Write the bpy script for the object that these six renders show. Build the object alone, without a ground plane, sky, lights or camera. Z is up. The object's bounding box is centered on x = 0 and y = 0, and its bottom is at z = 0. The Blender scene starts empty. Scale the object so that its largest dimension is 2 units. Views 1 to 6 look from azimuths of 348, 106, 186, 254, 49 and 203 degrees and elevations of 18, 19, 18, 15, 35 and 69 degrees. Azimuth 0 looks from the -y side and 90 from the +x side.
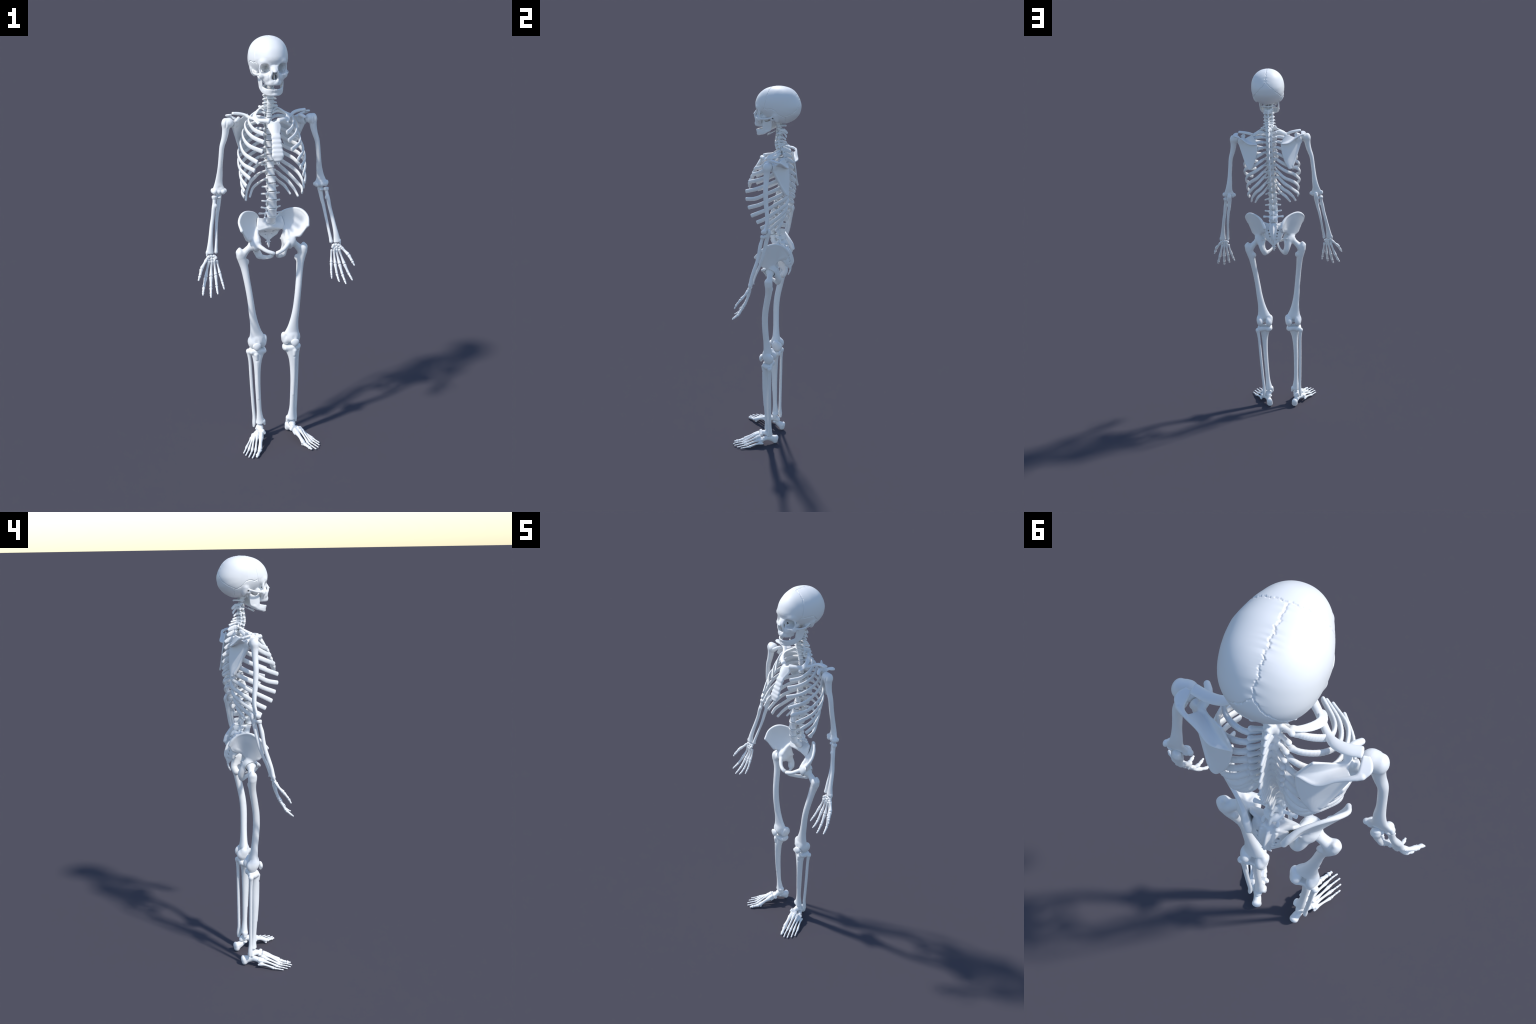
"""Standing human skeleton: every bone is built as a smooth implicit volume (tubes along
spines, ellipsoids, curved plates), polygonised, and parented to one skeleton."""
import bpy, math
import numpy as np
from mathutils import Matrix

F = np.float32
BIG = F(1.0)


# ------------------------------------------------------------------ volume tools
def vec(p):
    return np.asarray(p, float)


def unit(v):
    v = vec(v)
    return v / (np.linalg.norm(v) + 1e-12)


def spline(P, per=6):
    """Catmull-Rom through rows of P (any number of columns)."""
    P = np.asarray(P, float)
    if len(P) == 2:
        t = np.linspace(0, 1, per + 1)[:, None]
        return P[0] * (1 - t) + P[1] * t
    Q = np.vstack([2 * P[0] - P[1], P, 2 * P[-1] - P[-2]])
    out = []
    for i in range(1, len(Q) - 2):
        a, b, c, d = Q[i - 1:i + 3]
        for t in np.linspace(0, 1, per, endpoint=False):
            out.append(.5 * (2 * b + (c - a) * t + (2 * a - 5 * b + 4 * c - d) * t * t
                             + (3 * b - a - 3 * c + d) * t ** 3))
    out.append(P[-1])
    return np.array(out)


class Grid:
    def __init__(s, lo, hi, h):
        s.h = h
        s.lo = vec(lo) - 4 * h
        s.n = np.ceil((vec(hi) + 4 * h - s.lo) / h).astype(int) + 1
        s.ax = [(s.lo[i] + h * np.arange(s.n[i])).astype(F) for i in range(3)]
        s.D = np.full(s.n, BIG, F)

    def window(s, lo, hi, within=None):
        a = np.clip(np.floor((vec(lo) - s.lo) / s.h).astype(int), 0, s.n)
        b = np.clip(np.ceil((vec(hi) - s.lo) / s.h).astype(int) + 1, 0, s.n)
        if within is not None:
            a = np.maximum(a, [q.start for q in within])
            b = np.minimum(b, [q.stop for q in within])
        sl = tuple(slice(a[i], max(b[i], a[i])) for i in range(3))
        x, y, z = (s.ax[i][sl[i]] for i in range(3))
        return sl, x[:, None, None], y[None, :, None], z[None, None, :]


def ell_dist(a, b, c, ra, rb, rc):
    """distance-like value of an ellipsoid with half axes ra rb rc"""
    k0 = np.sqrt((a / ra) ** 2 + (b / rb) ** 2 + (c / rc) ** 2)
    k1 = np.sqrt((a / (ra * ra)) ** 2 + (b / (rb * rb)) ** 2 + (c / (rc * rc)) ** 2)
    return k0 * (k0 - 1) / (k1 + F(1e-6))


class Tube:
    """Elliptic tube along a spline. rad rows are r or (r along ref, r across)."""

    def __init__(s, pts, rad, ref=(1, 0, 0), per=6, cap=1.0):
        rad = [(r, r) if np.isscalar(r) else r for r in rad]
        S = spline(np.hstack([vec(pts), vec(rad)]), per)
        s.P, s.R = S[:, :3], np.maximum(S[:, 3:], 3e-4)
        s.ref, s.cap = vec(ref), cap
        m = s.R.max(1)[:, None]
        s.lo, s.hi = (s.P - m).min(0), (s.P + m).max(0)

    def fill(s, g, pad):
        sl, *_ = g.window(s.lo - pad, s.hi + pad)
        out = np.full(tuple(q.stop - q.start for q in sl), BIG, F)
        o = [q.start for q in sl]
        for i in range(len(s.P) - 1):
            p, q = s.P[i], s.P[i + 1]
            d = q - p
            L = np.linalg.norm(d)
            if L < 1e-7:
                continue
            t = d / L
            n = s.ref - t * (s.ref @ t)
            if np.linalg.norm(n) < 1e-3:
                n = np.cross(t, (0.3, 0.9, 0.1))
            n = unit(n)
            b = np.cross(t, n)
            m = max(s.R[i].max(), s.R[i + 1].max()) + pad
            w, x, y, z = g.window(np.minimum(p, q) - m, np.maximum(p, q) + m, sl)
            if min(x.size, y.size, z.size) == 0:
                continue
            x, y, z = x - F(p[0]), y - F(p[1]), z - F(p[2])
            u = x * F(t[0]) + y * F(t[1]) + z * F(t[2])
            k = np.clip(u / F(L), 0, 1)
            c = u - k * F(L)
            a = x * F(n[0]) + y * F(n[1]) + z * F(n[2])
            e = x * F(b[0]) + y * F(b[1]) + z * F(b[2])
            ra = F(s.R[i, 0]) + k * F(s.R[i + 1, 0] - s.R[i, 0])
            rb = F(s.R[i, 1]) + k * F(s.R[i + 1, 1] - s.R[i, 1])
            v = ell_dist(a, e, c, ra, rb, np.minimum(ra, rb) * F(s.cap))
            ww = tuple(slice(w[j].start - o[j], w[j].stop - o[j]) for j in range(3))
            out[ww] = np.minimum(out[ww], v)
        return sl, out


class Ball:
    """Ellipsoid, optionally rotated (rot = euler angles in degrees)."""

    def __init__(s, c, r, rot=(0, 0, 0)):
        s.c, s.r = vec(c), vec((r,) * 3 if np.isscalar(r) else r)
        s.M = rotation(rot)
        m = s.r.max()
        s.lo, s.hi = s.c - m, s.c + m

    def fill(s, g, pad):
        sl, x, y, z = g.window(s.lo - pad, s.hi + pad)
        a, b, c = to_local(s.M, x - F(s.c[0]), y - F(s.c[1]), z - F(s.c[2]))
        return sl, ell_dist(a, b, c, *[F(q) for q in s.r])


class Block:
    """Rounded box."""

    def __init__(s, c, half, rnd, rot=(0, 0, 0)):
        s.c, s.half, s.rnd = vec(c), vec(half), rnd
        s.M = rotation(rot)
        m = np.linalg.norm(s.half)
        s.lo, s.hi = s.c - m, s.c + m

    def fill(s, g, pad):
        sl, x, y, z = g.window(s.lo - pad, s.hi + pad)
        q = to_local(s.M, x - F(s.c[0]), y - F(s.c[1]), z - F(s.c[2]))
        d = [np.abs(q[i]) - F(s.half[i] - s.rnd) for i in range(3)]
        o = np.sqrt(sum(np.maximum(e, 0) ** 2 for e in d))
        return sl, o + np.minimum(np.maximum(d[0], np.maximum(d[1], d[2])), 0) - F(s.rnd)


class Drum:
    """Vertebral body: elliptic drum with a waist and flat ends, tilted about x."""

    def __init__(s, c, rx, ry, hz, tilt=0, waist=.12):
        s.c, s.rx, s.ry, s.hz, s.waist = vec(c), rx, ry, hz, waist
        s.M = rotation((tilt, 0, 0))
        m = math.hypot(max(rx, ry), hz)
        s.lo, s.hi = s.c - m, s.c + m

    def fill(s, g, pad):
        sl, x, y, z = g.window(s.lo - pad, s.hi + pad)
        a, b, c = to_local(s.M, x - F(s.c[0]), y - F(s.c[1]), z - F(s.c[2]))
        w = 1 - F(s.waist) * np.clip(1 - (c / F(s.hz)) ** 2, 0, 1)
        # flattened back: the canal side is less round than the front
        bb = np.where(b > 0, b * F(1.12), b)
        k = np.sqrt((a / F(s.rx)) ** 2 + (bb / F(s.ry)) ** 2)
        dr = (k - w) * F(min(s.rx, s.ry))
        dz = np.abs(c) - F(s.hz)
        return sl, smooth_max(dr, dz, F(.0022))


class Plate:
    """Curved plate: a grid of points (rows x columns) with a half thickness each."""

    def __init__(s, rows, rad, per=4):
        rows, rad = np.asarray(rows, float), np.asarray(rad, float)
        G = np.concatenate([rows, rad[..., None]], 2)
        G = np.array([spline(r, per) for r in G])
        G = np.array([spline(G[:, j], per) for j in range(G.shape[1])]).transpose(1, 0, 2)
        s.G = G
        m = G[..., 3].max()
        s.lo, s.hi = G[..., :3].min((0, 1)) - m, G[..., :3].max((0, 1)) + m

    def fill(s, g, pad):
        sl, *_ = g.window(s.lo - pad, s.hi + pad)
        out = np.full(tuple(q.stop - q.start for q in sl), BIG, F)
        o = [q.start for q in sl]
        G = s.G
        for i in range(G.shape[0] - 1):
            for j in range(G.shape[1] - 1):
                A, B, C, D = G[i, j], G[i + 1, j], G[i, j + 1], G[i + 1, j + 1]
                for T in ((A, B, C), (D, C, B)):
                    tri_fill(g, T, pad, out, o, sl)
        return sl, out


def tri_fill(g, T, pad, out, o, sl):
    a, b, c = (t[:3] for t in T)
    ra, rb, rc = (t[3] for t in T)
    m = max(ra, rb, rc) + pad
    lo, hi = np.minimum(np.minimum(a, b), c) - m, np.maximum(np.maximum(a, b), c) + m
    w, x, y, z = g.window(lo, hi, sl)
    if min(x.size, y.size, z.size) == 0:
        return
    x, y, z = x - F(a[0]), y - F(a[1]), z - F(a[2])
    e0, e1 = b - a, c - a
    d00, d01, d11 = e0 @ e0, e0 @ e1, e1 @ e1
    den = d00 * d11 - d01 * d01
    if den < 1e-16:
        return
    p0 = x * F(e0[0]) + y * F(e0[1]) + z * F(e0[2])
    p1 = x * F(e1[0]) + y * F(e1[1]) + z * F(e1[2])
    u = (p0 * F(d11) - p1 * F(d01)) / F(den)
    v = (p1 * F(d00) - p0 * F(d01)) / F(den)
    inside = (u >= 0) & (v >= 0) & (u + v <= 1)
    # nearest of the three edges for points that project outside
    best = None
    for (pu, pv), (qu, qv) in (((0, 0), (1, 0)), ((1, 0), (0, 1)), ((0, 1), (0, 0))):
        P = pu * e0 + pv * e1
        d = (qu * e0 + qv * e1) - P
        t = np.clip(((x - F(P[0])) * F(d[0]) + (y - F(P[1])) * F(d[1]) + (z - F(P[2])) * F(d[2])) / F(d @ d), 0, 1)
        uu, vv = F(pu) + t * F(qu - pu), F(pv) + t * F(qv - pv)
        dd = tri_dist2(x, y, z, uu, vv, e0, e1)
        if best is None:
            best, bu, bv = dd, uu, vv
        else:
            k = dd < best
            best, bu, bv = np.where(k, dd, best), np.where(k, uu, bu), np.where(k, vv, bv)
    u, v = np.where(inside, u, bu), np.where(inside, v, bv)
    d = np.sqrt(tri_dist2(x, y, z, u, v, e0, e1)) - (F(ra) + u * F(rb - ra) + v * F(rc - ra))
    ww = tuple(slice(w[k].start - o[k], w[k].stop - o[k]) for k in range(3))
    out[ww] = np.minimum(out[ww], d)


def tri_dist2(x, y, z, u, v, e0, e1):
    return sum((q - u * F(e0[i]) - v * F(e1[i])) ** 2 for i, q in enumerate((x, y, z)))


def rotation(deg):
    r = np.radians(vec(deg))
    cx, sx, cy, sy, cz, sz = math.cos(r[0]), math.sin(r[0]), math.cos(r[1]), math.sin(r[1]), math.cos(r[2]), math.sin(r[2])
    X = np.array([[1, 0, 0], [0, cx, -sx], [0, sx, cx]])
    Y = np.array([[cy, 0, sy], [0, 1, 0], [-sy, 0, cy]])
    Z = np.array([[cz, -sz, 0], [sz, cz, 0], [0, 0, 1]])
    return Z @ Y @ X


def to_local(M, x, y, z):
    return tuple(x * F(M[0, i]) + y * F(M[1, i]) + z * F(M[2, i]) for i in range(3))


def smooth_min(a, b, k):
    h = np.maximum(k - np.abs(a - b), 0) / k
    return np.minimum(a, b) - h * h * k * F(.25)


def smooth_max(a, b, k):
    return -smooth_min(-a, -b, k)


def volume(ops, h):
    """ops: list of (sign, shape, blend). '+' joins, '-' carves."""
    plus = [q[1] for q in ops if q[0] == '+']
    g = Grid(np.min([q.lo for q in plus], 0), np.max([q.hi for q in plus], 0), h)
    for sign, shape, k in ops:
        k = F(max(k, 1e-5))
        sl, d = shape.fill(g, 2.5 * h + float(k))
        g.D[sl] = smooth_min(g.D[sl], d, k) if sign == '+' else smooth_max(g.D[sl], -d, k)
    return g


def polygonise(g, smooth=1):
    """Surface nets: one vertex per crossed cell, one quad per crossed edge."""
    D = g.D
    S = D < 0
    n = np.array(D.shape) - 1
    cnt = np.zeros(n, np.uint8)
    for a in (0, 1):
        for b in (0, 1):
            for c in (0, 1):
                cnt += S[a:a + n[0], b:b + n[1], c:c + n[2]]
    cells = np.argwhere((cnt > 0) & (cnt < 8))
    index = np.full(n, -1, np.int64)
    index[tuple(cells.T)] = np.arange(len(cells))
    acc = np.zeros((len(cells), 3))
    num = np.zeros(len(cells))
    corners = [(a, b, c) for a in (0, 1) for b in (0, 1) for c in (0, 1)]
    for p in corners:
        for ax in range(3):
            if p[ax]:
                continue
            q = list(p)
            q[ax] = 1
            d0 = D[tuple((cells + p).T)].astype(float)
            d1 = D[tuple((cells + q).T)].astype(float)
            m = (d0 < 0) != (d1 < 0)
            t = np.where(m, d0 / np.where(m, d0 - d1, 1), 0)
            pos = np.tile(np.array(p, float), (len(cells), 1))
            pos[:, ax] = t
            acc += pos * m[:, None]
            num += m
    V = g.lo + g.h * (cells + acc / num[:, None])
    quads = []
    for ax in range(3):
        A = S.take(range(0, D.shape[ax] - 1), ax)
        B = S.take(range(1, D.shape[ax]), ax)
        e = np.argwhere(A != B)
        u, v = (ax + 1) % 3, (ax + 2) % 3
        ok = (e[:, u] > 0) & (e[:, v] > 0) & (e[:, u] < n[u]) & (e[:, v] < n[v])
        e = e[ok]
        flip = B[tuple(e.T)]
        f = []
        for du, dv in ((0, 0), (-1, 0), (-1, -1), (0, -1)):
            c = e.copy()
            c[:, u] += du
            c[:, v] += dv
            f.append(index[tuple(c.T)])
        f = np.stack(f, 1)
        f[flip] = f[flip][:, ::-1]
        quads.append(f)
    Q = np.vstack(quads)
    for _ in range(smooth):
        V = relax(V, Q, .5)
    return V, Q


def relax(V, Q, amount):
    acc = np.zeros_like(V)
    num = np.zeros(len(V))
    for i in range(4):
        a, b = Q[:, i], Q[:, (i + 1) % 4]
        for c in range(3):
            acc[:, c] += np.bincount(a, V[b, c], len(V)) + np.bincount(b, V[a, c], len(V))
        num += np.bincount(a, minlength=len(V)) + np.bincount(b, minlength=len(V))
    return V + amount * (acc / np.maximum(num, 1)[:, None] - V)


def to_mesh(name, V, Q, normals=None):
    me = bpy.data.meshes.new(name)
    me.vertices.add(len(V))
    me.vertices.foreach_set('co', np.asarray(V, np.float32).ravel())
    me.loops.add(Q.size)
    me.loops.foreach_set('vertex_index', Q.astype(np.int32).ravel())
    me.polygons.add(len(Q))
    me.polygons.foreach_set('loop_start', (np.arange(len(Q)) * 4).astype(np.int32))
    me.polygons.foreach_set('loop_total', np.full(len(Q), 4, np.int32))
    me.polygons.foreach_set('use_smooth', np.ones(len(Q), bool))
    me.update(calc_edges=True)
    if normals is not None:
        me.normals_split_custom_set_from_vertices(normals)
    me.materials.append(BONE)
    return me


# ------------------------------------------------------------------ material
def bone_material():
    m = bpy.data.materials.new('bone_white')
    m.use_nodes = True
    nt = m.node_tree
    b = nt.nodes['Principled BSDF']
    tc = nt.nodes.new('ShaderNodeTexCoord')
    no = nt.nodes.new('ShaderNodeTexNoise')
    no.inputs['Scale'].default_value = 9
    no.inputs['Detail'].default_value = 4
    ramp = nt.nodes.new('ShaderNodeValToRGB')
    ramp.color_ramp.elements[0].color = (.89, .89, .885, 1)
    ramp.color_ramp.elements[1].color = (.905, .905, .905, 1)
    nt.links.new(tc.outputs['Object'], no.inputs['Vector'])
    nt.links.new(no.outputs['Fac'], ramp.inputs['Fac'])
    nt.links.new(ramp.outputs['Color'], b.inputs['Base Color'])
    b.inputs['Roughness'].default_value = .5
    b.inputs['IOR'].default_value = 1.45
    return m


BONE = bone_material()
ROOT = bpy.data.objects.new('human_skeleton', None)
bpy.context.scene.collection.objects.link(ROOT)
ROOT['label'] = 'standing white human skeleton with spread hands and bare feet'
ROOT['category'] = 'human skeleton'


def place(name, me, parent=ROOT):
    ob = bpy.data.objects.new(name, me)
    bpy.context.scene.collection.objects.link(ob)
    ob.parent = parent
    return ob


def mirrored(me):
    m2 = me.copy()
    m2.transform(Matrix.Scale(-1, 4, (1, 0, 0)))
    m2.flip_normals()
    return m2


def bone(name, ops, h=.0015, parent=ROOT, pair=None, smooth=1):
    """Build one bone; with pair (the parent on the other side) also its mirror image."""
    V, Q = polygonise(volume(ops, h), smooth)
    me = to_mesh(name, V, Q)
    ob = place(name, me, parent)
    if pair is not None:
        place(name, mirrored(me), pair)
    return ob


def group(name):
    e = bpy.data.objects.new(name, None)
    bpy.context.scene.collection.objects.link(e)
    e.parent = ROOT
    return e


# ------------------------------------------------------------------ skull
SKULL_X = -.0015           # the head sits a little to one side of the mid plane

# outline of the brain case in the mid plane (y, z), forehead first, over the base to the back
PROFILE = [(-.0835, 1.916), (-.0825, 1.898), (-.073, 1.878), (-.055, 1.862), (-.03, 1.848), (0, 1.836),
           (.03, 1.823), (.06, 1.8155), (.085, 1.8175), (.108, 1.828), (.127, 1.8425), (.1435, 1.864),
           (.150, 1.887), (.151, 1.908), (.145, 1.930), (.135, 1.950), (.1235, 1.967), (.109, 1.981),
           (.09, 1.9915), (.065, 1.998), (.035, 2.0005), (0, 1.9955), (-.031, 1.985), (-.054, 1.969), (-.073, 1.946)]


class BrainCase:
    def __init__(s):
        s.lo, s.hi = vec((-.1, -.09, 1.81)), vec((.1, .155, 2.002))
        s.c = (.035, 1.905)
        P = spline(PROFILE + PROFILE[:3], 8)
        a = np.arctan2(P[:, 1] - s.c[1], P[:, 0] - s.c[0])
        r = np.hypot(P[:, 1] - s.c[1], P[:, 0] - s.c[0])
        k = np.argsort(a)
        s.a, s.r = a[k], r[k]

    def fill(s, g, pad):
        sl, x, y, z = g.window(s.lo - pad, s.hi + pad)
        dy, dz = y[0, :, 0] - F(s.c[0]), z[0, 0, :] - F(s.c[1])
        dy, dz = np.meshgrid(dy, dz, indexing='ij')
        R = np.interp(np.arctan2(dz, dy), s.a, s.r, period=2 * math.pi).astype(F)
        rho = (np.hypot(dy, dz) / R)[None]
        W = np.interp(y[0, :, 0], (-.09, -.03, 0, .03, .065, .1, .15),
                      (.081, .0785, .0825, .0880, .0890, .0920, .097)).astype(F)[None, :, None]
        f = ((np.abs(x) / W) ** F(2.1) + rho ** F(2.25)) ** F(1 / 2.17) - 1
        gx, gy, gz = np.gradient(f, F(g.h))
        return sl, f / np.maximum(np.sqrt(gx * gx + gy * gy + gz * gz), F(4))


def both(shape, *args, **kw):
    """the shape and its mirror image, from one description"""
    def flip(p):
        p = np.array(p, float)
        p[..., 0] *= -1
        return p
    first = shape(*args, **kw)
    a = (flip(args[0]),) + args[1:]
    kw = dict(kw)
    if 'ref' in kw:
        kw['ref'] = flip(kw['ref'])
    if 'rot' in kw:
        r = kw['rot']
        kw['rot'] = (r[0], -r[1], -r[2])
    return [first, shape(*a, **kw)]


def skull_ops():
    o = [('+', BrainCase(), 0)]

    def add(shape, k, *a, **kw):
        o.extend(('+', q, k) for q in both(shape, *a, **kw))

    def cut(shape, k, *a, **kw):
        o.extend(('-', q, k) for q in both(shape, *a, **kw))
    # mid face
    add(Ball, .008, (.022, -.058, 1.830), (.020, .021, .026))
    add(Ball, .008, (.030, -.030, 1.846), (.020, .028, .022))             # wall behind the orbit
    o.append(('+', Tube([(.031, -.036, 1.807), (.0275, -.060, 1.806), (.017, -.0745, 1.806), (0, -.0785, 1.8065),
                         (-.017, -.0745, 1.806), (-.0275, -.060, 1.806), (-.031, -.036, 1.807)],
                        [(.0075, .0115)] * 7, ref=(1, 0, 0)), .006))
    o.append(('+', Ball((0, -.046, 1.815), (.027, .034, .008)), .005))      # palate
    o.append(('+', Tube([(0, -.069, 1.881), (0, -.0805, 1.867), (0, -.0915, 1.8545)],
                        [(.010, .007), (.0095, .0065), (.0082, .0045)], ref=(1, 0, 0)), .005))  # nasal bones
    add(Tube, .005, [(.0085, -.073, 1.875), (.0105, -.082, 1.861), (.0140, -.0835, 1.846), (.0170, -.0785, 1.832), (.0160, -.0770, 1.820), (.011, -.078, 1.811)],
        [.0055, .0055, .0050, .0050, .0055, .007])                                        # sides of the nose opening
    # orbit rim
    rim = [(.037, -.064, 1.893), (.051, -.057, 1.884), (.0585, -.047, 1.866), (.053, -.051, 1.846), (.038, -.060, 1.839),
           (.022, -.067, 1.846), (.015, -.068, 1.864), (.020, -.070, 1.884), (.037, -.064, 1.893)]
    add(Tube, .010, rim, [.0050, .0048, .0045, .0048, .0050, .0048, .0048, .0050, .0050])
    add(Ball, .012, (.030, -.0545, 1.897), (.026, .0165, .012))             # brow
    add(Ball, .008, (.052, -.041, 1.889), (.009, .011, .013))             # outer brow corner
    # cheek bone and arch
    add(Ball, .008, (.0505, -.050, 1.837), (.0135, .0110, .0140))
    add(Tube, .005, [(.052, -.048, 1.836), (.040, -.050, 1.820), (.031, -.052, 1.812)], [.008, .008, .008])
    add(Tube, .004, [(.056, -.046, 1.841), (.070, -.028, 1.841), (.077, -.006, 1.844), (.076, .012, 1.849), (.071, .030, 1.853)],
        [(.004, .007), (.003, .0052), (.003, .0045), (.0034, .0045), (.005, .006)], ref=(1, .4, 0))
    # ear region
    add(Tube, .008, [(.070, .040, 1.862), (.067, .043, 1.845), (.063, .045, 1.834)], [.015, .0125, .008])
    add(Ball, .006, (.062, .022, 1.842), (.013, .012, .010))
    add(Tube, .002, [(.051, .028, 1.836), (.047, .022, 1.822), (.044, .016, 1.808)], [.0034, .0026, .0014])
    # base
    add(Ball, .004, (.019, .040, 1.815), (.008, .014, .008), rot=(0, 0, 25))
    add(Tube, .004, [(.016, -.022, 1.840), (.017, -.018, 1.815)], [(.003, .010), (.0025, .008)])
    o.append(('+', Tube([(0, -.01, 1.838), (0, .028, 1.820)], [(.013, .010)] * 2), .006))
    # openings
    cut(Tube, .003, [(.040, -.082, 1.865), (.0375, -.058, 1.866), (.032, -.034, 1.867), (.020, -.006, 1.869)],
        [(.0205, .0232), (.0200, .0225), (.0160, .0170), (.004, .004)], ref=(1, 0, 0))
    cut(Block, .004, (.0395, -.066, 1.8655), (.0185, .016, .0205), .011, rot=(0, 8, 0))
    cut(Tube, .001, [(.026, -.030, 1.853), (.038, -.010, 1.850)], [(.0018, .004)] * 2, ref=(0, 0, 1))
    o.append(('-', Tube([(0, -.11, 1.829), (0, -.070, 1.830), (0, -.040, 1.834)],
                        [(.0130, .0115), (.0130, .0115), (.010, .011)], ref=(1, 0, 0)), .002))
    o.append(('-', Tube([(0, -.12, 1.836), (0, -.05, 1.839)], [(.0055, .0125)] * 2, ref=(1, 0, 0)), .002))
    cut(Tube, .003, [(.075, .026, 1.8475), (.045, .026, 1.8475)], [.0042, .0035])        # ear canal
    o.append(('-', Ball((0, .056, 1.812), (.014, .019, .012)), .003))
    cut(Ball, .004, (.027, -.067, 1.829), (.007, .006, .007))            # hollow beside the nose
    # empty tooth sockets
    for a in np.linspace(-75, 75, 14):
        r = math.radians(a)
        p = vec((.0285 * math.sin(r), -.042 - .0365 * math.cos(r), 1.7935))
        o.append(('-', Ball(p, (.0027, .0027, .0045)), .002))
    # septum inside the nose
    o.append(('+', Block((0, -.056, 1.834), (.0012, .018, .016), .001), .001))
    o.append(('+', Ball((0, -.0785, 1.8165), (.004, .005, .003)), .003))
    return o


def zigzag(t, freq, amp):
    """irregular saw line of a suture"""
    return amp * (np.sin(t * freq) + .6 * np.sin(t * freq * 2.7 + 1.3) + .35 * np.sin(t * freq * 5.9 + .4))


def suture_lines(P):
    """signed offsets from the seams between the skull bones"""
    x, y, z = P.T
    ax = np.abs(x)
    coronal = y - (-.002 - .2 * (1.9925 - z)) - zigzag(x, 260, .0012)
    sagittal = x - zigzag(y, 300, .0019) * np.clip((y - .005) / .03, .3, 1)
    lambd = z - (1.9385 - 1.02 * ax) - zigzag(ax, 240, .0016)
    squama = z - np.interp(y, (-.03, -.022, -.003, .021, .040, .052, .062, .080, .092),
                           (1.897, 1.8965, 1.8905, 1.8965, 1.8895, 1.877, 1.867, 1.857, 1.855)) - zigzag(y, 200, .0006)
    mast = y - (.089 - .10 * (1.856 - z)) - zigzag(z, 300, .0006)
    return coronal, sagittal, lambd, squama, mast


def build_skull():
    g = volume(skull_ops(), .0012)
    V, Q = polygonise(g, 1)
    cor, sag, lam, squ, mas = suture_lines(V)
    x, y, z = V.T
    top = z > 1.884
    occ = (lam < 0) & (mas > 0)
    tem = ~occ & (squ < 0) & (y > -.022) & (np.abs(x) > .045) & (z > 1.80) & (mas <= 0)
    fro = ~occ & ~tem & (cor < 0) & (z > 1.882)
    par = ~occ & ~tem & (cor >= 0) & (z > 1.845) & ((z > 1.9) | (np.abs(x) > .05))
    # grooves along the seams
    w = .0015

    def groove(d, mask, depth):
        return depth * np.exp(-(d / w) ** 2) * mask
    outer = np.hypot(x / .085, (y - .035) / .11) + 0 * z
    dep = groove(cor, (z > 1.886) & (lam > 0), .0022)
    dep = np.maximum(dep, groove(sag, (cor > 0) & (lam > 0) & (z > 1.93), .0024))
    dep = np.maximum(dep, groove(lam, (mas > -.002) & (y > .05) & (squ > -.002), .0026))
    dep = np.maximum(dep, groove(squ, (y > -.022) & (y < .092) & (np.abs(x) > .05), .0024))
    dep = np.maximum(dep, groove(mas, (lam < .002) & (z < 1.858) & (z > 1.825) & (np.abs(x) > .045), .0016))
    me = to_mesh('skull', V, Q)
    N = np.empty(len(V) * 3, np.float32)
    me.vertex_normals.foreach_get('vector', N)
    N = N.reshape(-1, 3)
    # soft puckers running away from the sagittal and lambdoid seams
    pucker = .0008 * np.exp(-np.abs(sag) / .008) * np.sin(y * 420 + 3 * np.sin(y * 90)) * ((cor > 0) & (lam > 0) & (z > 1.93))
    V = V - N * (dep + pucker * (np.abs(sag) > .001))[:, None]
    V[:, 0] += SKULL_X
    bpy.data.meshes.remove(me)
    me = to_mesh('tmp', V, Q)
    me.vertex_normals.foreach_get('vector', N.reshape(-1))
    N = N.copy()
    bpy.data.meshes.remove(me)
    lab = np.zeros(len(V), int)
    lab[fro] = 1
    lab[par & (sag >= 0)] = 2
    lab[par & (sag < 0)] = 3
    lab[occ] = 4
    lab[tem & (x > 0)] = 5
    lab[tem & (x <= 0)] = 6
    fl = lab[Q[:, 0]]
    names = ('skull', 'frontal_bone', 'parietal_bone', 'parietal_bone', 'occipital_bone', 'temporal_bone', 'temporal_bone')
    head = None
    for i, nm in enumerate(names):
        q = Q[fl == i]
        used, inv = np.unique(q, return_inverse=True)
        ob = place(nm, to_mesh(nm, V[used], inv.reshape(q.shape), N[used]), head or ROOT)
        head = head or ob
    return head


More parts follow.
